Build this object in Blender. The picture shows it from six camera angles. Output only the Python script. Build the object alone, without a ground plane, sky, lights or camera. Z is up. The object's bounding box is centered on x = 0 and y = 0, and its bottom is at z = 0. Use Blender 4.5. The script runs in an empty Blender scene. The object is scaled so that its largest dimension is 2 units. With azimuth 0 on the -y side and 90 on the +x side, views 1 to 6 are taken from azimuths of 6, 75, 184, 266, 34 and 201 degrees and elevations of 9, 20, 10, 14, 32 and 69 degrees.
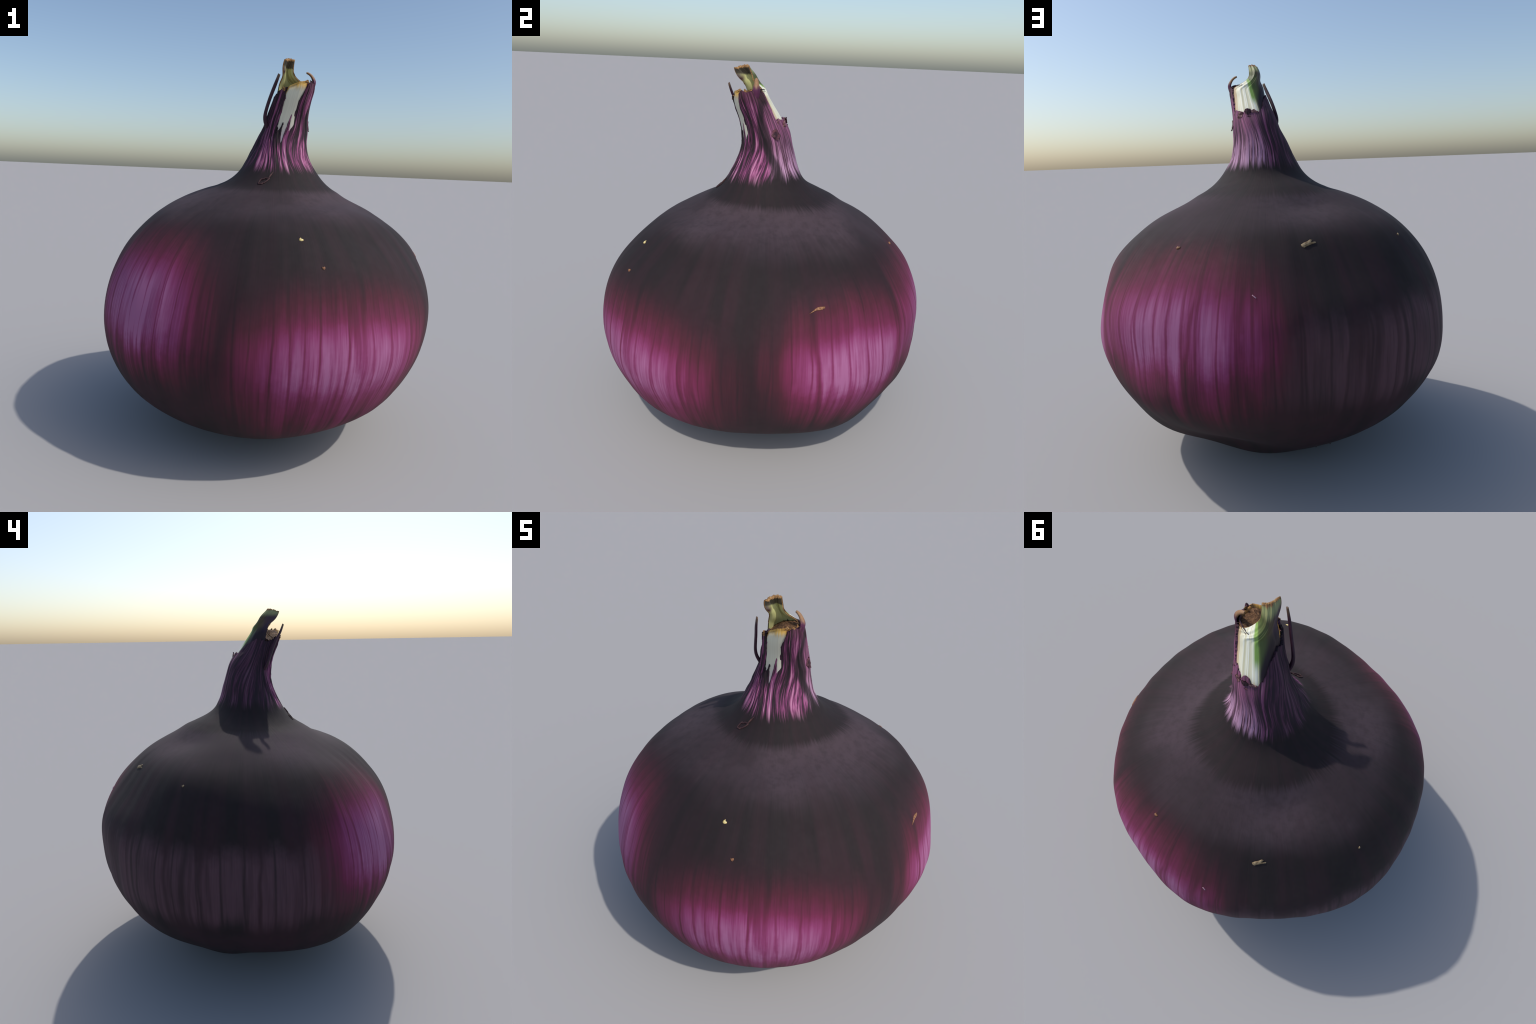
"""A red onion with a cut, leaning neck: lofted bulb, torn neck skin, leaf sheath,
leaf stub, dried strand, curled flap, skin scraps, root threads and husk flakes."""
import bpy, bmesh, math, random
import numpy as np
from mathutils import Vector, noise

random.seed(7)
rng = np.random.default_rng(7)
rad = math.radians

# ------------------------------------------------------------------ scene root
root = bpy.data.objects.new("red_onion", None)
bpy.context.scene.collection.objects.link(root)
root["label"] = "dark purple red onion with a cut leaning neck"
root["category"] = "onion"


def add(name, mesh, mat, parent=root):
    ob = bpy.data.objects.new(name, mesh)
    bpy.context.scene.collection.objects.link(ob)
    ob.parent = parent
    if mat is not None:
        mesh.materials.append(mat)
    return ob


def smooth(a, b, x):
    t = np.clip((np.asarray(x, float) - a) / (b - a), 0, 1)
    return t * t * (3 - 2 * t)


def spline(xs, ys, x):
    """natural cubic through the control points; ys may have several columns"""
    xs = np.asarray(xs, float); ys = np.asarray(ys, float); n = len(xs)
    h = np.diff(xs)
    A = np.eye(n); B = np.zeros((n,) + ys.shape[1:])
    for i in range(1, n - 1):
        A[i, i - 1], A[i, i], A[i, i + 1] = h[i - 1], 2 * (h[i - 1] + h[i]), h[i]
        B[i] = 6 * ((ys[i + 1] - ys[i]) / h[i] - (ys[i] - ys[i - 1]) / h[i - 1])
    D = np.linalg.solve(A, B)
    x = np.clip(np.asarray(x, float), xs[0], xs[-1])
    i = np.clip(np.searchsorted(xs, x) - 1, 0, n - 2)
    a = (xs[i + 1] - x) / h[i]; b = 1 - a
    if ys.ndim > 1:
        a, b, hh = a[..., None], b[..., None], h[i][..., None]
    else:
        hh = h[i]
    return a * ys[i] + b * ys[i + 1] + ((a ** 3 - a) * D[i] + (b ** 3 - b) * D[i + 1]) * hh ** 2 / 6


# ------------------------------------------------------------------ the bulb's form
# Distance from the heart of the bulb (0, 0, 0.68) against the angle up from straight
# below: the profile that the bulb would have if it were perfectly round ...
HEART = 0.68
PROFILE_DEG = [0, 14, 28, 40, 50, 60, 70, 80, 90, 100, 110, 120, 130, 138, 145, 151, 157, 162]
PROFILE_R = [0.625, 0.639, 0.706, 0.743, 0.786, 0.837, 0.872, 0.896, 0.897, 0.887, 0.866, 0.833, 0.797, 0.762, 0.737, 0.732, 0.739, 0.77]
# ... and how far it is out of round: waves 1 to 6 round the axis (cosine, sine), by height
LUMP_DEG = [0, 25, 40, 52, 64, 76, 88, 100, 112, 124, 134, 144, 153, 162]
LUMPS = [
    [-0.001, 0.006, 0.001, -0.004, 0.0, 0.0, 0.005, -0.001, 0.002, -0.001, 0.0, 0.001],
    [-0.001, 0.0, -0.001, 0.001, -0.002, 0.002, -0.004, -0.001, -0.001, 0.005, 0.0, 0.0],
    [-0.01, 0.01, -0.005, 0.001, -0.005, 0.003, -0.009, -0.004, -0.004, 0.013, -0.001, -0.002],
    [-0.014, -0.017, -0.002, 0.009, 0.004, 0.013, -0.008, 0.01, -0.007, 0.002, -0.004, -0.003],
    [-0.014, -0.02, 0.002, 0.006, 0.0, 0.004, -0.004, 0.009, 0.002, 0.0, -0.003, 0.002],
    [-0.014, -0.004, -0.001, 0.006, -0.009, -0.001, -0.002, 0.003, 0.005, 0.002, -0.002, 0.003],
    [-0.005, -0.005, 0.002, -0.001, -0.009, 0.001, 0.0, 0.004, 0.005, 0.005, -0.007, 0.005],
    [-0.002, 0.005, 0.001, -0.004, -0.01, 0.002, -0.002, 0.004, 0.002, -0.003, -0.007, -0.003],
    [0.004, 0.0, 0.007, -0.001, -0.015, 0.005, 0.001, 0.003, 0.006, 0.005, -0.004, 0.0],
    [-0.002, 0.006, 0.01, -0.002, -0.011, 0.006, -0.002, 0.001, 0.005, 0.001, -0.005, -0.003],
    [-0.004, 0.007, 0.006, -0.005, -0.011, 0.004, -0.002, 0.002, -0.001, 0.003, -0.004, 0.001],
    [-0.007, 0.012, 0.003, 0.006, -0.01, 0.005, 0.0, -0.001, -0.002, 0.004, -0.002, -0.001],
    [-0.002, 0.014, -0.003, 0.002, -0.004, 0.005, 0.001, 0.003, 0.001, 0.003, 0.0, 0.001],
    [0.019, 0.007, 0.005, -0.013, -0.001, 0.001, -0.001, -0.001, 0.0, 0.0, 0.0, 0.0]]


def bulb_radius(phi, th):
    deg = np.degrees(phi)
    xs = [-14] + PROFILE_DEG
    r = spline(xs, [PROFILE_R[1]] + PROFILE_R, deg)
    l = spline(LUMP_DEG, LUMPS, deg)
    w = np.minimum(1, np.sin(phi) / 0.5)
    for m in range(1, 7):
        r = r + w ** m * (l[..., 2 * m - 2] * np.cos(m * th) + l[..., 2 * m - 1] * np.sin(m * th))
    return r


def bulb_point(phi, th):
    r = bulb_radius(phi, th)
    return np.stack([r * np.sin(phi) * np.cos(th), r * np.sin(phi) * np.sin(th), HEART - r * np.cos(phi)], -1)


# ------------------------------------------------------------------ the neck's form
# height; left, right, front and back edge of the neck
NECK = [(1.45, -.176, .216, -.206, .178), (1.50, -.151, .187, -.178, .155), (1.55, -.131, .174, -.157, .140),
        (1.60, -.107, .170, -.149, .124), (1.65, -.079, .174, -.155, .109), (1.70, -.059, .174, -.167, .089),
        (1.75, -.036, .179, -.184, .054), (1.80, -.013, .188, -.206, .016), (1.85, .000, .195, -.219, -.020),
        (1.90, .012, .198, -.226, -.052)]
NECK_Z = [n[0] for n in NECK]


def neck_axis(z):            # the same bend as in the materials
    z = np.asarray(z, float)
    soft = lambda d: .5 * (d + np.sqrt(d * d + .006))
    return .015 + .27 * soft(z - 1.575), -.004 - .5 * soft(z - 1.635)


def neck_point(z, th, inset=0.0):
    e = spline(NECK_Z, [n[1:] for n in NECK], z)
    cx, cy = (e[..., 0] + e[..., 1]) / 2, (e[..., 2] + e[..., 3]) / 2
    rx, ry = (e[..., 1] - e[..., 0]) / 2 - inset, (e[..., 3] - e[..., 2]) / 2 - inset
    # the neck is not a true ellipse: fuller at the back left, flattened on the two right-hand corners
    lobe = lambda deg, w: np.exp(-(((np.degrees(th) - deg + 180) % 360 - 180) / w) ** 2)
    k = 1 + smooth(1.50, 1.68, z) * (.11 * lobe(140, 32) - .09 * lobe(-42, 30) * (1 - smooth(1.76, 1.86, z)) - .08 * lobe(52, 28)) + .08 * smooth(1.80, 1.88, z) * lobe(-52, 26)
    return np.stack([cx + k * rx * np.cos(th), cy + k * ry * np.sin(th), z + 0 * th], -1)


def crease(th, z):
    """one wandering set of folds: -1 in the creases, up to 1 on the swellings"""
    t = th + .22 * math.sin(6.5 * z + 2 * th) + .10 * math.sin(19 * z + 3 * th + 1)
    c, s = math.cos(t), math.sin(t)
    a = noise.noise(Vector((c * 2.6, s * 2.6, z * 2.0)))
    b = noise.noise(Vector((c * 6.0 + 9, s * 6.0, z * 3.2)))
    d = noise.noise(Vector((c * 13, s * 13 + 5, z * 6.0)))
    return .9 * a + .75 * (.45 - 1.6 * abs(b)) + .50 * d + .30 * noise.noise(Vector((c * 19 + 3, s * 19, z * 17)))


def folds_at(P):
    ax, ay = neck_axis(P[..., 2])
    th = np.arctan2(P[..., 1] - ay, P[..., 0] - ax)
    out = np.zeros(P.shape[:-1])
    for ij in zip(*np.nonzero(P[..., 2] > 1.36)):
        out[ij] = crease(float(th[ij]), float(P[ij][2]))
    return out


# ------------------------------------------------------------------ material helpers
class Nodes:
    def __init__(self, name):
        self.mat = bpy.data.materials.new(name)
        self.mat.use_nodes = True
        self.t = self.mat.node_tree
        self.bsdf = self.t.nodes["Principled BSDF"]
        co = self.t.nodes.new("ShaderNodeTexCoord").outputs["Object"]
        sep = self.t.nodes.new("ShaderNodeSeparateXYZ")
        self.t.links.new(co, sep.inputs[0])
        self.co, (self.x, self.y, self.z) = co, sep.outputs[:3]

    def put(self, sock, v):
        if isinstance(v, bpy.types.NodeSocket):
            self.t.links.new(v, sock)
        elif isinstance(v, (tuple, list)) and len(v) == 3 and sock.type == "RGBA":
            sock.default_value = (*v, 1)
        else:
            sock.default_value = v

    def m(self, op, a, b=0.0, c=0.0):
        n = self.t.nodes.new("ShaderNodeMath"); n.operation = op
        for s, v in zip(n.inputs, (a, b, c)):
            self.put(s, v)
        return n.outputs[0]

    def add(self, *v):
        r = v[0]
        for q in v[1:]:
            r = self.m("ADD", r, q)
        return r

    def mul(self, *v):
        r = v[0]
        for q in v[1:]:
            r = self.m("MULTIPLY", r, q)
        return r

    def sub(self, a, b): return self.m("SUBTRACT", a, b)
    def sin(self, a): return self.m("SINE", a)
    def inv(self, a): return self.m("SUBTRACT", 1.0, a)
    def mx(self, a, b): return self.m("MAXIMUM", a, b)
    def mn(self, a, b): return self.m("MINIMUM", a, b)

    def step(self, a, b, x, lo=0.0, hi=1.0):
        """smooth rise from a to b; falls when a > b"""
        if a > b:
            return self.step(b, a, x, hi, lo)
        n = self.t.nodes.new("ShaderNodeMapRange"); n.interpolation_type = "SMOOTHSTEP"
        for k, v in (("Value", x), ("From Min", a), ("From Max", b), ("To Min", lo), ("To Max", hi)):
            self.put(n.inputs[k], v)
        return n.outputs[0]

    def vec(self, x, y, z):
        n = self.t.nodes.new("ShaderNodeCombineXYZ")
        for s, v in zip(n.inputs, (x, y, z)):
            self.put(s, v)
        return n.outputs[0]

    def noise(self, v, scale=1.0, detail=3.0, rough=.55, distort=0.0):
        n = self.t.nodes.new("ShaderNodeTexNoise")
        self.put(n.inputs["Vector"], v)
        for k, q in (("Scale", scale), ("Detail", detail), ("Roughness", rough), ("Distortion", distort)):
            n.inputs[k].default_value = q
        return n.outputs["Fac"]

    def cracks(self, v, scale=1.0, randomness=1.0):
        n = self.t.nodes.new("ShaderNodeTexVoronoi"); n.feature = "DISTANCE_TO_EDGE"
        self.put(n.inputs["Vector"], v)
        n.inputs["Scale"].default_value = scale; n.inputs["Randomness"].default_value = randomness
        return n.outputs["Distance"]

    def mix(self, f, a, b):
        n = self.t.nodes.new("ShaderNodeMix"); n.data_type = "RGBA"
        self.put(n.inputs[0], f); self.put(n.inputs[6], a); self.put(n.inputs[7], b)
        return n.outputs[2]

    def ramp(self, f, stops):
        n = self.t.nodes.new("ShaderNodeValToRGB")
        e = n.color_ramp.elements
        while len(e) < len(stops):
            e.new(0.5)
        for k, (p, c) in zip(e, stops):
            k.position, k.color = p, (*c, 1)
        self.put(n.inputs[0], f)
        return n.outputs[0]

    def bump(self, height, strength, dist):
        n = self.t.nodes.new("ShaderNodeBump")
        self.put(n.inputs["Height"], height)
        n.inputs["Strength"].default_value = strength; n.inputs["Distance"].default_value = dist
        self.t.links.new(n.outputs[0], self.bsdf.inputs["Normal"])

    def out(self, color, rough, spec=.5):
        self.put(self.bsdf.inputs["Base Color"], color)
        self.put(self.bsdf.inputs["Roughness"], rough)
        self.put(self.bsdf.inputs["Specular IOR Level"], spec)
        return self.mat

    def round_about(self, cx, cy):
        """angle, and the unit direction, about an upright axis"""
        dx, dy = self.sub(self.x, cx), self.sub(self.y, cy)
        r = self.m("SQRT", self.add(self.mul(dx, dx), self.mul(dy, dy), 1e-6))
        return self.m("ARCTAN2", dy, dx), self.m("DIVIDE", dx, r), self.m("DIVIDE", dy, r)

    def neck_axis(self):
        def soft(z0):
            d = self.sub(self.z, z0)
            return self.mul(.5, self.add(d, self.m("SQRT", self.add(self.mul(d, d), .006))))
        return self.add(.015, self.mul(.27, soft(1.575))), self.sub(-.004, self.mul(.5, soft(1.635)))

    def from_angle(self, th, deg):
        """absolute angle away from deg, in degrees"""
        w = self.t.nodes.new("ShaderNodeMath"); w.operation = "WRAP"
        self.put(w.inputs[0], self.sub(self.mul(th, 180 / math.pi), deg))
        w.inputs[1].default_value, w.inputs[2].default_value = 180, -180
        return self.m("ABSOLUTE", w.outputs[0])


# ------------------------------------------------------------------ the skin's material
def skin_material():
    N = Nodes("onion_skin")
    z = N.z
    th, ux, uy = N.round_about(0.0, 0.0)
    fibre = lambda k, s: N.vec(N.mul(ux, k), N.mul(uy, k), N.mul(z, s))
    broad = N.noise(fibre(9, .9), 1, 2)            # ribs of the skin, a few degrees wide
    fine = N.noise(fibre(34, 2.2), 1, 3)           # fibres
    hair = N.noise(fibre(90, 5.0), 1, 2)
    mott = N.noise(N.co, 26, 4, .65)
    patch = N.noise(N.co, 3.2, 3)
    rib = N.sub(broad, .5); fib = N.sub(fine, .5)

    sway = N.mul(N.sub(N.noise(N.co, 3.0, 2), .5), .30)
    vein = N.cracks(N.vec(N.add(N.mul(ux, 9.5), sway), N.add(N.mul(uy, 9.5), sway), N.mul(z, .32)))
    soften = N.add(z, N.mul(rib, .16), N.mul(fib, .05), N.mul(N.sub(mott, .5), .05))

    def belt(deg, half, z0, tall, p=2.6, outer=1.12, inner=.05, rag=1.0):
        """how far a spot lies inside a reflection patch painted on the girdle: 1 in its heart, 0 outside"""
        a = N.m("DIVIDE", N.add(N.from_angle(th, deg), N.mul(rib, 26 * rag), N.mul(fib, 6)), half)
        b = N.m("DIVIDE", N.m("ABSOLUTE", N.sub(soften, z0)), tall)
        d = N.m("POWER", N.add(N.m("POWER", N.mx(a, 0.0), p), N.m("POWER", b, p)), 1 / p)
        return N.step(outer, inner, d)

    union = lambda *v: v[0] if len(v) == 1 else N.mx(v[0], union(*v[1:]))

    # ground colour: nearly black maroon with faint wine-red fibres
    col = N.mix(N.mul(N.step(.35, .7, broad), N.step(1.22, .95, z, .35, 1)), (.0085, .0036, .0046), (.024, .0056, .0105))
    col = N.mix(N.mul(N.step(.35, .65, patch), N.step(.1, .35, z), N.step(.75, .35, z)), col, (.030, .0075, .0135))
    # softbox reflections painted into the skin, subdued: wine red, magenta, then violet-pink
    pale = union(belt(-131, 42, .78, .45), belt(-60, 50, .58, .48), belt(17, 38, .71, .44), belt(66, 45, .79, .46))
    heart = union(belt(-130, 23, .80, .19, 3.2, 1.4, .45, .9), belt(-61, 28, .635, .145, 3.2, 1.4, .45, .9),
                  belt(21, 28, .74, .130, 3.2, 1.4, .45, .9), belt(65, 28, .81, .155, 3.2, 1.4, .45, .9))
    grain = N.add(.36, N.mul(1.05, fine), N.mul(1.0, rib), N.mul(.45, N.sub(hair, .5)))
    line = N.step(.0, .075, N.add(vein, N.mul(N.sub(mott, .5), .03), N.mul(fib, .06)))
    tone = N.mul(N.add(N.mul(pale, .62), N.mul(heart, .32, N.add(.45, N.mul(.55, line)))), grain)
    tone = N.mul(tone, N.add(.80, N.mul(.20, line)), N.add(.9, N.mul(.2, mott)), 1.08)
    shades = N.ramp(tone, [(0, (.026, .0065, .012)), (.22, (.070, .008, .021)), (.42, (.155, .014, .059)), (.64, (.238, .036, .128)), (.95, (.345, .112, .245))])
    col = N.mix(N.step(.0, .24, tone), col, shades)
    # dim studio reflection tinted mauve across the far flank
    dull = belt(156, 66, .68, .215, 4.0, 1.12, .55)
    dull = N.mul(dull, N.step(.0, .10, vein, .35, 1), N.step(.25, .6, fine, .45, 1), N.inv(N.step(.1, .4, tone)))
    col = N.mix(N.mul(dull, .8), col, N.mix(hair, (.070, .030, .043), (.112, .054, .072)))
    # pale mauve-grey ring: bloom lightens the shoulder colour
    painted_sheen = N.mul(N.step(1.13, 1.27, N.add(z, N.mul(N.sub(patch, .5), .12), N.mul(fib, .06))), N.step(1.345, 1.31, N.add(z, N.mul(fib, .05))))
    painted_sheen = N.mul(painted_sheen, N.step(.25, .65, mott, .55, 1), N.step(.3, .62, N.noise(N.co, 2.1, 2), .45, 1))
    col = N.mix(N.mul(painted_sheen, .88), col, (.062, .041, .051))
    # neck: pleated, purple ridges and black-purple furrows
    nx, ny = N.neck_axis()
    tn, vx, vy = N.round_about(nx, ny)
    wav = N.add(tn, N.mul(.10, N.sin(N.add(N.mul(6.5, z), N.mul(2, tn)))), N.mul(.045, N.sin(N.add(N.mul(19, z), N.mul(3, tn), 1.0))))
    wx, wy = N.m("COSINE", wav), N.sin(wav)
    strand = N.noise(N.vec(N.mul(wx, 5), N.mul(wy, 5), N.mul(z, 2.2)), 1.5, 4, .6, .35)
    thread = N.noise(N.vec(N.mul(wx, 17), N.mul(wy, 17), N.mul(z, 4.5)), 1.3, 4, .65, .4)
    ridge = N.step(-1.05, 1.15, N.add(N.mul(N.sub(strand, .5), 4.6), N.mul(N.sub(thread, .5), 3.2)))
    ncol = N.ramp(ridge, [(0, (.011, .005, .008)), (.28, (.024, .008, .016)), (.48, (.105, .020, .068)), (.72, (.30, .070, .185)), (1, (.50, .23, .35))])
    back = N.step(66, 40, N.add(N.from_angle(tn, 50), N.mul(N.sub(thread, .5), 30)))
    pale = N.mul(back, N.step(1.70, 1.50, N.add(z, N.mul(N.sub(strand, .5), .2))), N.step(.34, .56, N.add(N.mul(ridge, .45), N.mul(thread, .55))))
    ncol = N.mix(N.mul(back, N.step(.2, .6, thread, .0, .6)), ncol, (.22, .085, .15))
    ncol = N.mix(pale, ncol, N.mix(strand, (.38, .17, .30), (.56, .35, .49)))  # pink-white neck base, lightened partly for a highlight
    flank = N.step(78, 40, N.from_angle(tn, 172))
    ncol = N.mix(N.mul(flank, .82), ncol, (.017, .007, .015))
    painted_hollow = N.mul(N.step(12, 6, N.from_angle(tn, 17)), N.step(1.80, 1.83, z))  # near-black patch on the neck beside the curled flap
    ncol = N.mix(N.mul(painted_hollow, .9), ncol, (.010, .007, .009))
    seam = N.mul(N.step(13, 4, N.from_angle(N.add(tn, N.mul(.25, N.sin(N.mul(z, 16)))), -8)), .85)
    ncol = N.mix(seam, ncol, (.011, .005, .008))
    top = N.step(1.80, 1.87, N.add(z, N.mul(N.sub(strand, .5), .06)))
    ncol = N.mix(N.mul(top, .7), ncol, (.05, .014, .022))
    # where the purple neck frays out into the dark shoulder
    edge = N.add(1.478, N.mul(.014, N.sin(tn)), N.mul(N.sub(strand, .5), -.07), N.mul(N.sub(thread, .5), -.09))
    onneck = N.step(-.045, .02, N.sub(z, edge))
    col = N.mix(onneck, col, ncol)
    rough = N.add(.85, N.mul(N.sub(mott, .5), .12), N.mul(painted_sheen, .1))
    N.bump(N.add(N.mul(fine, .55), N.mul(hair, .3), N.mul(mott, .15)), .22, .006)
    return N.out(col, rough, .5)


SKIN = skin_material()


def sheath_material():
    """white leaf sheath: yellowed and browned towards the cut rim"""
    N = Nodes("leaf_sheath_flesh")
    tn, vx, vy = N.round_about(*N.neck_axis())
    line = N.noise(N.vec(N.mul(vx, 9), N.mul(vy, 9), N.mul(N.z, 1.4)), 2.0, 3)
    col = N.mix(line, (.56, .55, .43), (.76, .74, .60))
    col = N.mix(N.mul(N.step(1.70, 1.58, N.z), .6), col, (.55, .40, .52))
    up = N.add(N.z, N.mul(N.sub(line, .5), .05), N.mul(N.step(22, 36, N.from_angle(tn, -76)), .05))
    col = N.mix(N.step(1.825, 1.865, up), col, (.60, .36, .075))
    col = N.mix(N.mul(N.step(1.862, 1.884, up), .8), col, (.26, .11, .035))
    dark = N.mx(N.step(60, 80, N.from_angle(tn, -76)), 0.0)
    col = N.mix(dark, col, (.045, .018, .030))
    N.bump(line, .3, .004)
    return N.out(col, .5, .35)


def stub_material():
    """the inner leaf: cream, then a green stripe, olive and black-purple round the neck"""
    N = Nodes("leaf_stub_flesh")
    tn, vx, vy = N.round_about(*N.neck_axis())
    line = N.noise(N.vec(N.mul(vx, 9), N.mul(vy, 9), N.mul(N.z, 1.2)), 2.4, 3)
    a = N.add(N.m("MODULO", N.add(N.mul(tn, 180 / math.pi), 450), 360), -90, N.mul(N.sub(line, .5), 16))
    cream = N.mix(N.step(.35, .65, line), (.70, .66, .43), (.88, .88, .75))
    col = N.mix(N.step(50, 34, a), cream, (.60, .42, .22))
    col = N.mix(N.mul(N.step(96, 104, a), N.step(1.765, 1.82, N.z)), col, (.26, .42, .09))
    col = N.mix(N.step(107, 115, a), col, (.085, .11, .030))
    col = N.mix(N.step(122, 142, a), col, (.080, .058, .030))
    col = N.mix(N.step(146, 164, a), col, (.055, .030, .048))
    low = N.add(N.z, N.mul(N.step(100, 150, a), -.11), N.mul(N.sub(line, .5), .04))
    col = N.mix(N.mul(N.step(1.80, 1.74, low), N.step(104, 116, a)), col, (.018, .007, .012))
    tip = N.step(1.945, 1.975, N.z)
    col = N.mix(N.mul(tip, .75), col, (.36, .38, .16))
    rim = N.step(1.983, 1.992, N.add(N.z, N.mul(N.sub(line, .5), .02)))
    col = N.mix(rim, col, (.28, .13, .05))
    N.bump(line, .3, .004)
    return N.out(col, .5, .35)


def stub_inner_material():
    N = Nodes("leaf_stub_inside")
    f = N.noise(N.vec(N.mul(N.x, 60), N.mul(N.y, 60), N.mul(N.z, 5)), 1, 3)
    side = N.sub(N.sub(N.y, N.mul(N.x, .9)), -.19)          # towards the near edge when negative
    col = N.mix(f, (.48, .50, .18), (.60, .57, .29))
    col = N.mix(N.mul(N.step(.012, -.01, side), N.step(1.965, 1.925, N.z)), col, (.075, .022, .035))
    col = N.mix(N.mul(N.step(-.01, -.028, side), N.step(1.965, 1.94, N.z)), col, (.17, .12, .13))
    col = N.mix(N.step(1.955, 1.966, N.add(N.z, N.mul(f, .02))), col, (.10, .085, .06))
    N.bump(f, .3, .003)
    return N.out(col, .55, .3)


def dry_material(name, dark, mid, light, scale=70, rough=.75):
    N = Nodes(name)
    f = N.noise(N.co, scale, 5, .7, .8)
    g = N.noise(N.co, scale * .25, 3)
    col = N.ramp(N.add(N.mul(f, .65), N.mul(g, .35)), [(.32, dark), (.5, mid), (.66, light)])
    N.bump(f, .7, .006)
    return N.out(col, rough, .25)


CUT = dry_material("dried_cut_fibre", (.022, .011, .007), (.11, .055, .026), (.30, .16, .075), 75)
RIM = dry_material("browned_edge", (.085, .045, .020), (.32, .17, .065), (.50, .32, .15), 90)


def strand_material():
    N = Nodes("dried_strand_skin")
    f = N.noise(N.vec(N.mul(N.x, 90), N.mul(N.y, 90), N.mul(N.z, 8)), 1, 3)
    col = N.mix(f, (.014, .006, .010), (.060, .016, .040))
    col = N.mix(N.step(1.868, 1.90, N.z), col, N.mix(f, (.06, .04, .025), (.17, .10, .065)))
    N.bump(f, .4, .003)
    return N.out(col, .55, .35)


def flap_material():
    N = Nodes("curled_flap_skin")
    f = N.noise(N.vec(N.mul(N.x, 70), N.mul(N.y, 70), N.mul(N.z, 9)), 1, 3)
    col = N.mix(f, (.055, .012, .036), (.13, .030, .085))
    col = N.mix(N.step(1.885, 1.912, N.add(N.z, N.mul(N.sub(f, .5), .03))), col, N.mix(f, (.17, .075, .032), (.42, .25, .13)))
    N.bump(f, .5, .003)
    return N.out(col, .55, .3)


def plain(name, a, b, scale=60, rough=.6):
    N = Nodes(name)
    f = N.noise(N.co, scale, 3)
    N.bump(f, .4, .002)
    return N.out(N.mix(N.step(.35, .65, f), a, b), rough, .3)


SHEATH, STUB, STUB_IN, STRAND, FLAP = sheath_material(), stub_material(), stub_inner_material(), strand_material(), flap_material()
SCRAP = plain("torn_scrap_skin", (.10, .032, .042), (.36, .19, .18))
SCRAP_D = plain("torn_scrap_dark", (.030, .012, .018), (.13, .045, .06))
LOOP = plain("skin_curl_paper", (.040, .016, .018), (.085, .040, .038), 40)
ROOT = plain("dry_root_thread", (.03, .018, .014), (.09, .055, .04))
FLAKE_Y = plain("husk_straw", (.55, .36, .10), (.78, .68, .33), 120)
FLAKE_O = plain("husk_rust", (.16, .065, .030), (.34, .17, .085), 120)
FLAKE_T = plain("husk_tan", (.15, .10, .05), (.34, .26, .15), 70)
FLAKE_P = plain("husk_pale", (.35, .17, .24), (.55, .36, .42), 120)

# ------------------------------------------------------------------ bulb and neck skin, one lofted surface
NT = 400
TH = np.arange(NT) * math.tau / NT
rows = []
PHI_END = rad(155.5)
for phi in np.concatenate([np.linspace(rad(1.2), rad(120), 84), np.linspace(rad(121), PHI_END, 40)]):
    rows.append(bulb_point(np.full(NT, phi), TH))
below, last = rows[-5], rows[-1]
first, above = neck_point(np.full(NT, 1.452), TH), neck_point(np.full(NT, 1.475), TH)
d0 = (last - below); d0 /= np.linalg.norm(d0, axis=1)[:, None]
d1 = (above - first); d1 /= np.linalg.norm(d1, axis=1)[:, None]
gap = np.linalg.norm(first - last, axis=1)[:, None]
for t in np.linspace(0, 1, 24)[1:]:
    h = [2 * t ** 3 - 3 * t ** 2 + 1, t ** 3 - 2 * t ** 2 + t, -2 * t ** 3 + 3 * t ** 2, t ** 3 - t ** 2]
    rows.append(h[0] * last + h[1] * gap * d0 + h[2] * first + h[3] * gap * d1)
SPLIT_ROW = len(rows) - 12
Z_TOP = 1.892
for z in np.arange(1.456, Z_TOP + .001, .004):
    rows.append(neck_point(np.full(NT, z), TH))
G = np.array(rows)
NR = len(G)
# relief: faint ribs along the bulb, deep pleats on the neck, a few soft dents
out = G.copy(); out[..., 2] = 0
ax, ay = neck_axis(G[..., 2])
on_neck = smooth(1.38, 1.48, G[..., 2])
dirs = np.stack([G[..., 0] - ax * on_neck, G[..., 1] - ay * on_neck, .35 * (G[..., 2] - HEART) * (1 - on_neck)], -1)
dirs /= np.linalg.norm(dirs, axis=-1)[..., None]
ribs = np.sin(23 * TH + 1.4 * np.sin(3 * TH))[None] * .5 + np.sin(41 * TH + 2.0 * np.sin(2 * TH + 1))[None] * .5
girdle = smooth(.12, .5, G[..., 2]) * (1 - smooth(1.1, 1.3, G[..., 2]))
relief = .0016 * ribs * girdle
front = .65 + .35 * np.cos(TH + math.pi / 2)[None]
relief = relief + (np.maximum(folds_at(G), -.40) - .25) * .0105 * smooth(1.41, 1.53, G[..., 2]) * front
G = G + dirs * relief[..., None]


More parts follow.
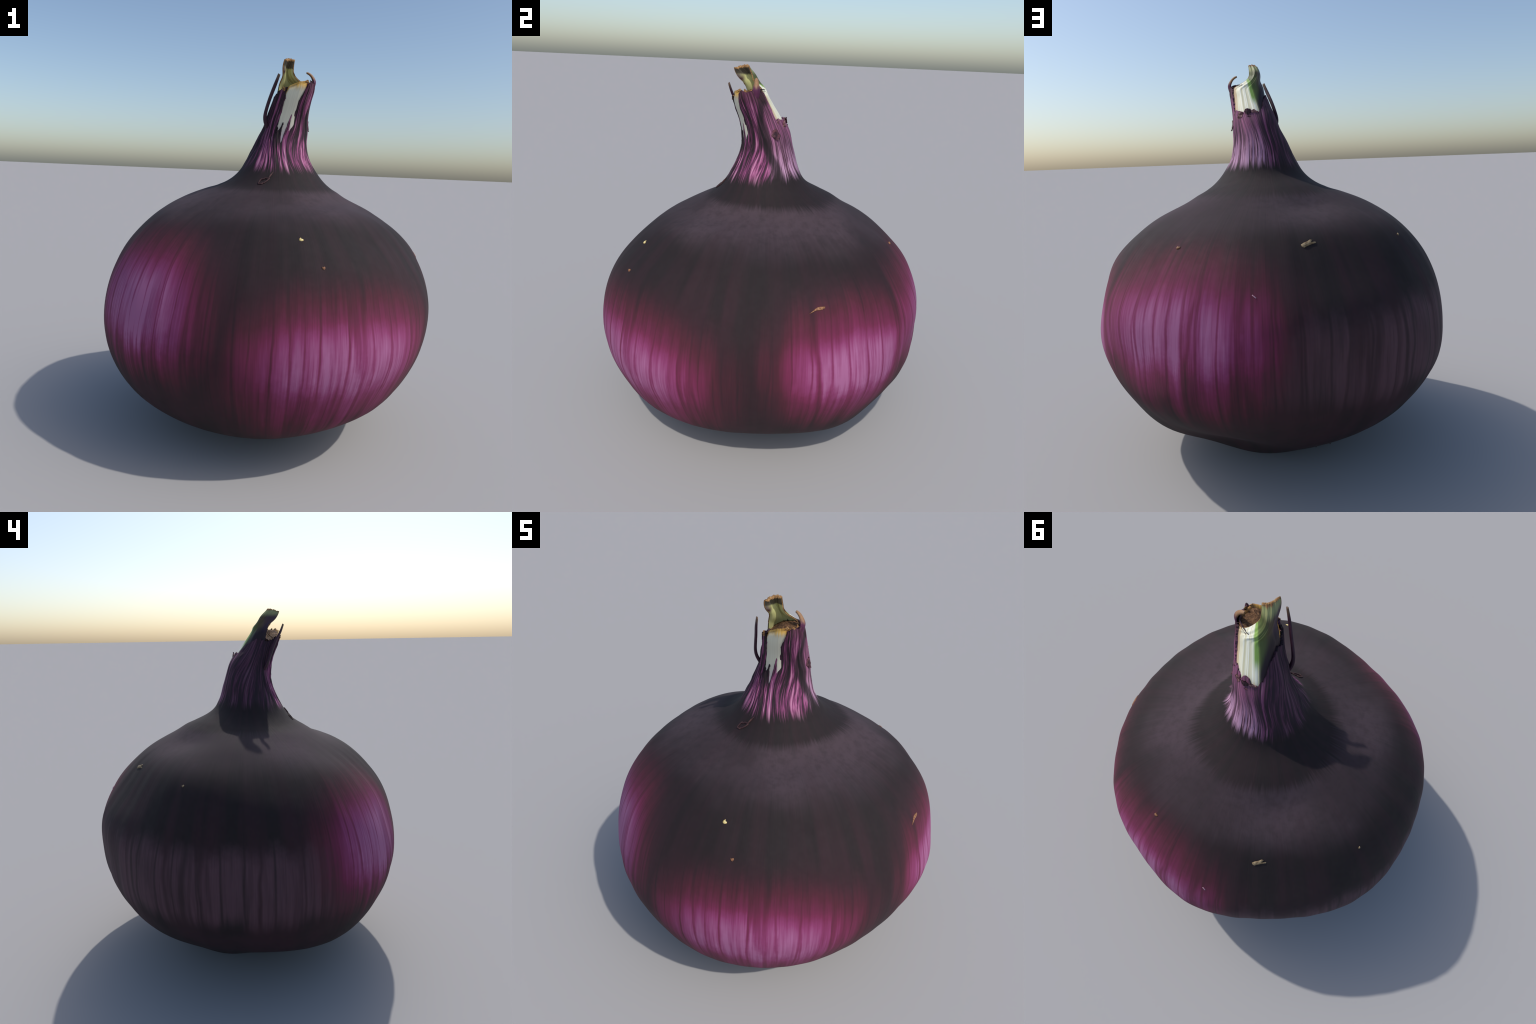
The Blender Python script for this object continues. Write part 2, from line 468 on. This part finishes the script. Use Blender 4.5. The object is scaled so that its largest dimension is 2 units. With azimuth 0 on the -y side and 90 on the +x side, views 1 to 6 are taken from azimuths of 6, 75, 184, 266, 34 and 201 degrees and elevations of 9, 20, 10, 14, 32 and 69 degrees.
def skin_kept(th_deg, z):
    """False where the neck's outer skin is torn away and the leaf beneath shows"""
    n = .016 * noise.noise(Vector((th_deg * .11, z * 4, 2))) + .008 * noise.noise(Vector((th_deg * .33, z * 8, 7)))
    a = (th_deg + 180) % 360 - 180
    # front opening: two long prongs pointing down
    lo = np.interp(z, [1.572, 1.60, 1.656, 1.709, 1.777, 1.88], [-87, -88, -90.5, -92, -100, -106])
    hi = np.interp(z, [1.572, 1.60, 1.656, 1.709, 1.777, 1.88], [-86, -83, -80, -76, -66, -43])
    wob = 4.5 * noise.noise(Vector((z * 28, 1, 5))) + 2 * noise.noise(Vector((z * 75, 4, 5)))
    if z > 1.572 and lo + wob * .5 < a < hi + wob * .6:
        return False
    lo2 = np.interp(z, [1.618, 1.656, 1.70, 1.777, 1.88], [-103, -104, -103, -103, -110])
    hi2 = np.interp(z, [1.618, 1.656, 1.70, 1.777, 1.88], [-101, -94, -90, -90, -90])
    if z > 1.618 and lo2 + wob * .4 < a < hi2:
        return False
    # back opening above a frayed edge
    sill = 1.742 + .008 * math.sin(a * .16 + 1) + n * 1.2
    if z > sill and 31 + wob * .5 < a < 117:
        return False
    # the far side runs out towards the leaf stub
    if 117 <= a and z > np.interp(a, [117, 135, 160, 180], [1.745, 1.80, 1.83, 1.82]) + n:
        return False
    if a < -106 and z > np.interp(a, [-180, -160, -140, -106], [1.82, 1.806, 1.826, 1.850]) + n * .4:
        return False
    # browned right-hand rim
    if -45 < a < 33 and z > 1.876 + n * .8 + .006 * math.cos(rad(a * 4)):
        return False
    return True


neck_theta = np.degrees(np.arctan2(G[..., 1] - ay, G[..., 0] - ax))
verts = [tuple(p) for p in G.reshape(-1, 3)]
verts.append((0, 0, G[0, :, 2].mean() - .001))
pole = len(verts) - 1
faces_bulb, faces_neck = [], []
for j in range(NT):
    faces_bulb.append((pole, (j + 1) % NT, j))
for i in range(NR - 1):
    for j in range(NT):
        k = (j + 1) % NT
        f = (i * NT + j, i * NT + k, (i + 1) * NT + k, (i + 1) * NT + j)
        if i < SPLIT_ROW:
            faces_bulb.append(f)
        else:
            zc = (G[i, j, 2] + G[i + 1, j, 2]) / 2
            if zc < 1.57 or skin_kept(neck_theta[i, j], zc):
                faces_neck.append(f)
whole = bpy.data.meshes.new("whole_skin")
whole.from_pydata(verts, [], faces_bulb + faces_neck)
whole.update()
NORMALS = np.empty(len(verts) * 3, np.float32)
whole.vertices.foreach_get("normal", NORMALS)
NORMALS = NORMALS.reshape(-1, 3)
bpy.data.meshes.remove(whole)


def skin_part(name, faces, rim=False):
    used = sorted({v for f in faces for v in f})
    new = {v: n for n, v in enumerate(used)}
    vs = [verts[v] for v in used]
    fs = [tuple(new[v] for v in f) for f in faces]
    ns = [tuple(NORMALS[v]) for v in used]
    if rim:             # give the torn edge its thickness
        count = {}
        for f in fs:
            for a, b in zip(f, f[1:] + f[:1]):
                count[(a, b)] = 1
        edges = [(a, b) for a, b in count if (b, a) not in count and min(vs[a][2], vs[b][2]) > 1.5]
        beside = {}
        for a, b in edges:
            beside.setdefault(a, []).append(b); beside.setdefault(b, []).append(a)
        for _ in range(5):          # soften the stair-steps of the tear
            moved = {q: Vector(vs[q]) * .5 + (Vector(vs[w[0]]) + Vector(vs[w[1]])) * .25 for q, w in beside.items() if len(w) == 2}
            for q, p in moved.items():
                vs[q] = tuple(p)
        inner = {}
        for a, b in edges:
            for q in (a, b):
                if q not in inner:
                    p, n = Vector(vs[q]), Vector(ns[q])
                    inner[q] = len(vs)
                    vs.append(tuple(p - n * .011)); ns.append(tuple(n))
        fs += [(b, a, inner[a], inner[b]) for a, b in edges]
    me = bpy.data.meshes.new(name)
    me.from_pydata(vs, [], fs)
    me.polygons.foreach_set("use_smooth", [True] * len(fs))
    me.update()
    me.normals_split_custom_set_from_vertices(ns)
    return add(name, me, SKIN)


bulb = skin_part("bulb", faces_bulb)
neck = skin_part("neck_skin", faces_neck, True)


# ------------------------------------------------------------------ grids and tubes
def grid_mesh(name, P, mat, closed_u=False, parent=root, smooth_shade=True):
    P = np.asarray(P); nr, nc = P.shape[:2]
    fs = []
    for i in range(nr - 1):
        for j in range(nc if closed_u else nc - 1):
            k = (j + 1) % nc
            fs.append((i * nc + j, i * nc + k, (i + 1) * nc + k, (i + 1) * nc + j))
    me = bpy.data.meshes.new(name)
    me.from_pydata([tuple(p) for p in P.reshape(-1, 3)], [], fs)
    me.polygons.foreach_set("use_smooth", [smooth_shade] * len(fs))
    bm = bmesh.new(); bm.from_mesh(me)
    bmesh.ops.recalc_face_normals(bm, faces=bm.faces)
    bm.to_mesh(me); bm.free()
    me.update()
    return add(name, me, mat, parent)


def tube(name, spine, widths, thick, side, mat, parent=root, n=14, steps=40, power=2.0):
    """flattened tube along a spine; side = the direction of its width"""
    t = np.linspace(0, 1, len(spine)); s = np.linspace(0, 1, steps)
    C = spline(t, spine, s); W = np.interp(s, np.linspace(0, 1, len(widths)), widths)
    T = np.interp(s, np.linspace(0, 1, len(thick)), thick)
    D = np.gradient(C, axis=0); D /= np.linalg.norm(D, axis=1)[:, None]
    side = np.asarray(side, float)
    S = side - (D @ side)[:, None] * D; S /= np.linalg.norm(S, axis=1)[:, None]
    Nn = np.cross(D, S)
    a = np.arange(n) * math.tau / n
    P = C[:, None] + W[:, None, None] / 2 * np.cos(a)[None, :, None] * S[:, None] + T[:, None, None] / 2 * np.sin(a)[None, :, None] * Nn[:, None]
    P = np.concatenate([np.repeat(C[:1, None], n, 1), P, np.repeat(C[-1:, None], n, 1)])
    return grid_mesh(name, P, mat, True, parent)


# ------------------------------------------------------------------ leaf sheath (the white core) and its cut
def rim_height(deg):
    a = [-180, -156, -130, -105, -80, -50, -30, 0, 30, 60, 90, 120, 150, 180]
    h = [1.830, 1.812, 1.832, 1.852, 1.870, 1.880, 1.868, 1.878, 1.886, 1.884, 1.880, 1.87, 1.85, 1.830]
    return np.interp(deg, a, h)


NC = 220
ca = np.arange(NC) * math.tau / NC
deg = (np.degrees(ca) + 180) % 360 - 180
jag = np.array([.0035 * noise.noise(Vector((math.cos(a) * 5, math.sin(a) * 5, 3))) + .002 * noise.noise(Vector((math.cos(a) * 16, math.sin(a) * 16, 8))) for a in ca])
top = rim_height(deg) + jag
rows = []
for t in np.linspace(0, 1, 50):
    z = 1.50 + (top - 1.50) * t
    bulge = .0015 * np.sin(9 * ca) - .006 * smooth(.93, 1, t)
    window = 1 - smooth(34, 52, np.abs((deg + 76 + 180) % 360 - 180))
    low = 1 - smooth(1.50, 1.585, z)
    rows.append(neck_point(z, ca, .0215 - .0135 * window * (1 - low) + .012 * low - bulge - .008 * smooth(.9, 1, t) * (1 - window)))
# roll over the rim and down a little way inside
wall = .016
rows.append(neck_point(top + .003, ca, .0062 + .4 * wall))
rows.append(neck_point(top + .002, ca, .0062 + .75 * wall))
rows.append(neck_point(top - .006, ca, .0062 + wall))
rows.append(neck_point(top - .02, ca, .0062 + wall))
sheath = grid_mesh("leaf_sheath", rows, SHEATH, True)

# the cut: a coarse fibrous plug, dipping to the left notch
rows = []
e0 = neck_point(top - .004, ca, .012)
mid = e0.mean(0)
for q in np.linspace(1, .0, 26):
    p = mid + (e0 - mid) * q
    base = (top - .006) * q ** .8 + (1 - q ** .8) * 1.874
    for j in range(NC):
        v = Vector(p[j] * 30); f = Vector((p[j, 0] * 40 + p[j, 1] * 90, p[j, 1] * 25, 4))
        p[j, 2] = base[j] + (1 - q ** 6) * (.007 * noise.noise(v) + .004 * noise.noise(f) + .003 * noise.noise(v * 5))
    rows.append(p)
plug = grid_mesh("cut_top", rows, CUT, True, sheath)

# ------------------------------------------------------------------ the inner leaf and its tall stub
# height: right edge A, outermost bend M, left edge B
STUBS = []
for z, a, b in ((1.69, 12, 192), (1.74, 14, 190), (1.79, 16, 187), (1.83, 18, 184), (1.862, 22, 180)):
    STUBS.append([neck_point(np.array(z), np.array(rad(q)), .0100) for q in np.linspace(a, b, 7)])


def crescent(A, M, B):
    A, M, B = map(np.array, (A, M, B)); C = 2 * M - .5 * (A + B)
    return [(1 - t) ** 2 * A + 2 * t * (1 - t) * C + t * t * B for t in np.linspace(0, 1, 7)]


STUBS.append(crescent((.134, -.079, 1.888), (.059, -.054, 1.890), (.019, -.132, 1.887)))
STUBS.append(crescent((.102, -.097, 1.909), (.046, -.070, 1.911), (.029, -.146, 1.909)))
STUBS.append(crescent((.086, -.110, 1.930), (.040, -.086, 1.932), (.031, -.172, 1.930)))
STUBS.append(crescent((.083, -.116, 1.950), (.039, -.102, 1.953), (.032, -.188, 1.950)))
STUBS.append(crescent((.085, -.126, 1.972), (.046, -.126, 1.975), (.036, -.197, 1.968)))
STUBS.append(crescent((.089, -.136, 1.991), (.058, -.150, 1.995), (.040, -.200, 1.979)))
STUBS = np.array(STUBS)                                    # levels x 7 x 3
u = STUBS[:, 3, 2]
L1 = spline(u, STUBS.reshape(len(u), -1), np.linspace(u[0], u[-1], 90)).reshape(90, 7, 3)
OUT = np.stack([spline(np.linspace(0, 1, 7), L1[i], np.linspace(0, 1, 48)) for i in range(90)])
du = np.gradient(OUT, axis=1); dv = np.gradient(OUT, axis=0)
nrm = np.cross(du, dv); nrm /= np.linalg.norm(nrm, axis=2)[..., None] + 1e-9
cen = OUT.mean(1, keepdims=True)
if ((nrm * (OUT - cen)).sum(2)).mean() < 0:
    nrm = -nrm
for i in range(90):
    for j in range(48):
        OUT[i, j, 2] += .0035 * noise.noise(Vector((j * .35, 1, 2))) * smooth(80, 89, i)
uu = np.linspace(0, 1, 48)[None, :, None]
OUT = OUT + nrm * (.0014 * np.sin(uu * 26) + .0008 * np.sin(uu * 61 + 1))
thick = .013 * np.minimum(1, np.minimum(uu, 1 - uu) * 14 + .35)
INN = OUT - nrm * thick
stub = grid_mesh("leaf_stub", OUT, STUB)
inside = grid_mesh("leaf_stub_inside", INN, STUB_IN, parent=stub)
# browned edge all round: right side up, across the top, left side down
loop_o = np.concatenate([OUT[50:, 0], OUT[-1, 1:], OUT[50:-1, -1][::-1]])
loop_i = np.concatenate([INN[50:, 0], INN[-1, 1:], INN[50:-1, -1][::-1]])
n_o = np.concatenate([nrm[50:, 0], nrm[-1, 1:], nrm[50:-1, -1][::-1]])
midl = (loop_o + loop_i) / 2
outw = midl - np.array([.06, -.14, 1.90]); outw -= (outw * n_o).sum(1)[:, None] * n_o
outw /= np.linalg.norm(outw, axis=1)[:, None]
prof = [loop_o + n_o * .0006 - outw * .004, loop_o + n_o * .0006 + outw * .001, midl + outw * .004, loop_i - n_o * .0006 + outw * .001, loop_i - n_o * .0006 - outw * .004]
grid_mesh("browned_edge", np.stack(prof, 1), RIM, parent=stub)

# ------------------------------------------------------------------ dried strand standing off the neck's left
tube("dried_strand", [(-.020, -.085, 1.62), (-.044, -.108, 1.66), (-.054, -.126, 1.70), (-.047, -.142, 1.74), (-.034, -.158, 1.78), (-.018, -.178, 1.82), (.000, -.202, 1.86), (.019, -.222, 1.906)],
     [.024, .024, .022, .020, .020, .020, .020, .016], [.020, .017, .015, .014, .013, .012, .011, .008], (.75, -.55, .1), STRAND, neck, 14, 60)

# ------------------------------------------------------------------ curled flap on the right of the rim
spine = np.array([(.146, -.100, 1.765), (.180, -.111, 1.825), (.197, -.116, 1.868), (.199, -.116, 1.893), (.187, -.115, 1.915), (.170, -.113, 1.931), (.152, -.111, 1.938)])
s = np.linspace(0, 1, 44); C = spline(np.linspace(0, 1, 7), spine, s)
W = np.interp(s, [0, .3, .55, .7, .85, 1], [.040, .046, .036, .024, .019, .013])
D = np.gradient(C, axis=0); D /= np.linalg.norm(D, axis=1)[:, None]
side = np.array([-.15, 1, 0]); S = side - (D @ side)[:, None] * D; S /= np.linalg.norm(S, axis=1)[:, None]
Nn = np.cross(D, S)
if Nn[10, 0] < 0:
    Nn = -Nn
rows = []
for layer in (0, -.0045):
    row = []
    for b in np.linspace(-1, 1, 17):
        w = W[:, None] / 2
        row.append(C + S * np.sin(b * 1.25) * w + Nn * ((np.cos(b * 1.25) - .9) * w * .9 + layer))
    rows.append(np.array(row))
O, I = rows
ring = np.concatenate([O, I[::-1]]).transpose(1, 0, 2)
ring = np.concatenate([ring, np.repeat(ring.mean(1, keepdims=True)[-1:], ring.shape[1], 1)])
flap = grid_mesh("curled_flap", ring, FLAP, True, neck)


# ------------------------------------------------------------------ frayed scraps under the back opening
def scrap(name, at, size, turn, mat, parent, bend=1.0, seed=0, out_dir=None):
    """a small folded piece of skin with a rolled lip"""
    at = np.array(at); axx, ayy = neck_axis(at[2])
    o = out_dir if out_dir is not None else np.array([at[0] - axx, at[1] - ayy, 0.0])
    o = o / np.linalg.norm(o); side = np.cross([0, 0, 1], o); up = np.array([0, 0, 1.0])
    c, sn = math.cos(turn), math.sin(turn)
    side, up = c * side + sn * up, -sn * side + c * up
    nu, nv = 14, 16; outer, inner = [], []
    for i in range(nv):
        v = i / (nv - 1); r1, r2 = [], []
        for j in range(nu):
            q = j / (nu - 1) * 2 - 1
            w = size[0] / 2 * math.sin(math.pi * (.16 + .78 * v)) ** .6 * (1 + .35 * noise.noise(Vector((q * 2, v * 3, seed))))
            lift = bend * size[1] * (.10 + .30 * v ** 2 - .18 * q * q) + .004 * noise.noise(Vector((q * 2.5, v * 2.5, seed + 5)))
            fall = size[1] * (v - .5) * (1 - .25 * q * q) - bend * .18 * size[1] * max(0, v - .7)
            p = at + side * q * w - up * fall + o * lift
            r1.append(p); r2.append(p - o * .0035 * (1 - .6 * abs(q)))
        outer.append(r1); inner.append(r2)
    P = np.concatenate([np.array(outer), np.array(inner)[:, ::-1]], 1)
    return grid_mesh(name, P, mat, True, parent)


neck_scraps = [((.166, -.004, 1.672), (.048, .058), .25, .55), ((.150, .010, 1.728), (0.031, 0.034), -.4, 0.30), ((.116, .052, 1.722), (0.036, 0.034), .3, 0.42),
               ((.078, .070, 1.735), (0.034, 0.032), -.2, 0.48), ((.043, .068, 1.728), (0.033, 0.037), .5, 0.42), ((.016, .048, 1.726), (0.027, 0.037), -.5, 0.36),
               ((.060, .080, 1.700), (0.023, 0.043), 1.0, 0.30), ((.000, .036, 1.703), (0.020, 0.048), .15, 0.36), ((.130, .044, 1.698), (0.019, 0.044), .1, 0.30),
               ((.095, .066, 1.700), (0.020, 0.034), -.6, 0.36), ((.030, .062, 1.690), (0.016, 0.039), -.2, 0.30)]
for n, (at, size, turn, bend) in enumerate(neck_scraps):
    scrap("skin_scrap", at, size, turn, SCRAP if n % 3 else SCRAP_D, neck, bend, n * 3.1)


# thin dry tips standing up round the cut
for n, (at, size, turn, mat) in enumerate((((.180, -.172, 1.877), (.014, .022), .35, RIM), ((.183, -.146, 1.874), (.016, .030), -.3, RIM), ((.162, -.194, 1.880), (.018, .014), .1, RIM),
                                           ((.044, -.207, 1.838), (.014, .024), .4, RIM), ((.022, -.168, 1.818), (.020, .026), -.3, SCRAP))):
    scrap("rim_scrap", at, size, math.pi + turn, mat, sheath, -.35, 40 + n * 2.7)


# ------------------------------------------------------------------ things lying on the skin
def on_bulb(th, z):
    """point and outward normal of the bulb at an azimuth (degrees) and height"""
    t = rad(th)
    ph = np.linspace(rad(4), rad(156), 900)
    P = bulb_point(ph, np.full(900, t))
    i = int(np.argmin(np.abs(P[:, 2] - z)))
    p = P[i]; a = bulb_point(ph[i] + .01, np.array(t)) - p; b = bulb_point(ph[i], np.array(t + .01)) - p
    n = np.cross(b, a); n /= np.linalg.norm(n)
    if n @ (p - np.array([0, 0, HEART])) < 0:
        n = -n
    return p, n


def flake(name, th, z, outline, turn, mat, height=.004, parent=bulb):
    """a husk chip: a crowned plate cut to an outline (x along, y across, metres)"""
    p, n = on_bulb(th, z)
    e1 = np.cross([0, 0, 1], n); e1 /= np.linalg.norm(e1); e2 = np.cross(n, e1)
    c, s = math.cos(turn), math.sin(turn); e1, e2 = c * e1 + s * e2, -s * e1 + c * e2
    o = np.array(outline, float); m = o.mean(0); rows = []
    # follow the curve of the bulb under the chip
    for k, (q, h) in enumerate(((1, -.002), (.97, .6), (.7, 1.0), (.35, 1.15), (.0, 1.2))):
        pts = m + (o - m) * q
        r = []
        for a, b in pts:
            base = p + e1 * a + e2 * b
            d = base - np.array([0, 0, HEART]); L = np.linalg.norm(d)
            phi = math.acos(max(-1, min(1, -d[2] / L)))
            surf = np.array([0, 0, HEART]) + d / L * float(bulb_radius(np.array(phi), np.array(math.atan2(d[1], d[0]))))
            r.append(surf + n * (h * height if k else -.003))
        rows.append(r)
    return grid_mesh(name, np.array(rows), mat, True, parent)


chip = [(-.010, -.006), (-.004, -.009), (.004, -.007), (.010, .001), (.006, .006), (-.001, .004), (-.006, .012), (-.011, .003)]
flake("husk_flake", -74.4, 1.133, chip, -.35, FLAKE_Y)
flake("husk_flake", -68.8, 1.029, [(x * .7, y * .8) for x, y in chip], .6, FLAKE_O)
flake("husk_flake", 61.1, 1.131, [(x * 1.1, y * .85) for x, y in chip], .2, FLAKE_O)
forked = [(-.032, -.010), (-.024, -.016), (-.012, -.012), (.006, -.008), (.034, -.004), (.035, .001), (.012, .002), (.024, .013), (.014, .017), (-.002, .010), (-.020, .006), (-.034, .000)]
flake("husk_flake", 109.6, 1.138, forked, .10, FLAKE_T, .005)
flake("husk_flake", 150.5, 1.131, [(x * .65, y * .6) for x, y in chip], .9, FLAKE_T)
sliver = [(-.010, -.002), (.010, -.002), (.011, .002), (-.010, .002)]
flake("husk_flake", 90.5, .965, sliver, -.75, FLAKE_P, .003)
spoon = [(-.042, -.019), (-.030, -.014), (-.012, -.004), (.004, -.006), (.024, -.004), (.038, .002), (.039, .009), (.020, .011), (.004, .009), (-.008, .003), (-.026, -.009)]
flake("husk_flake", 3.6, 1.003, spoon, .02, FLAKE_O, .004)

# a teardrop curl of peeled skin lying on the shoulder in front of the neck
SURF = G[100:170].reshape(-1, 3)


def lay_on(q, lift):
    d = ((SURF - q) ** 2).sum(1); k = int(d.argmin())
    n = SURF[k] - np.array([0, 0, 1.0]); n /= np.linalg.norm(n)
    return SURF[k] + n * lift


p = np.array((-.034, -.262, 1.380)); n = np.array((-.10, -.74, .66)); n /= np.linalg.norm(n)
e1 = np.cross([0, 0, 1], n); e1 /= np.linalg.norm(e1); e2 = np.cross(n, e1)
pts = []
for t in np.linspace(0, 1, 26):
    a = t * math.tau
    x = -.028 * math.cos(a); y = .013 * math.sin(a) * (1 + .45 * math.cos(a))
    c, s_ = math.cos(.55), math.sin(.55)
    pts.append(lay_on(p + e1 * (x * c - y * s_) + e2 * (x * s_ + y * c), .003))
tube("skin_curl", pts, [.004, .0055, .004], [.007, .009, .007], n, LOOP, bulb, 8, 60)
tube("skin_curl", [lay_on(p + e1 * a + e2 * b, .003) for a, b in ((.022, .016), (.032, .036), (.038, .058))], [.007, .009, .005], [.007, .009, .006], n, LOOP, bulb, 8, 24)

# the root plate under the bulb, rough and shallow
rows = []
for q in np.linspace(1, .02, 14):
    ring = []
    for a in np.arange(48) * math.tau / 48:
        x, y = .17 * q * math.cos(a), .17 * q * math.sin(a)
        ring.append((x, y, .068 - .034 * math.sqrt(max(0, 1 - q * q)) + .008 * noise.noise(Vector((x * 40, y * 40, 1)))))
    rows.append(ring)
plate = grid_mesh("root_plate", rows, dry_material("root_plate_cork", (.020, .012, .009), (.075, .045, .03), (.17, .11, .07), 50), True, bulb)
for k in range(14):
    a = k * 2.4; r = .05 + .1 * rng.random()
    p0 = np.array((r * math.cos(a), r * math.sin(a), .055)); p1 = p0 * (1.25, 1.25, 0) + (0, 0, .004 + .02 * rng.random())
    tube("root_thread", [p0, (p0 + p1) / 2 + rng.normal(0, .004, 3), p1], [.009, .008, .006], [.009, .008, .006], (1, .2, 0), ROOT, plate, 8, 10)

# dry root threads under the bulb
for a, b in (((-.275, .222, .085), (-.302, .240, .002)), ((-.215, .280, .085), (-.228, .298, .018)), ((-.10, .10, .06), (-.125, .13, .025)), ((.02, -.06, .06), (.035, -.085, .03))):
    a, b = np.array(a), np.array(b)
    tube("root_thread", [a, (a + b) / 2 + (0.002, -.003, .002), b], [.008, .007, .005], [.008, .007, .005], (1, .2, 0), ROOT, bulb, 8, 10)
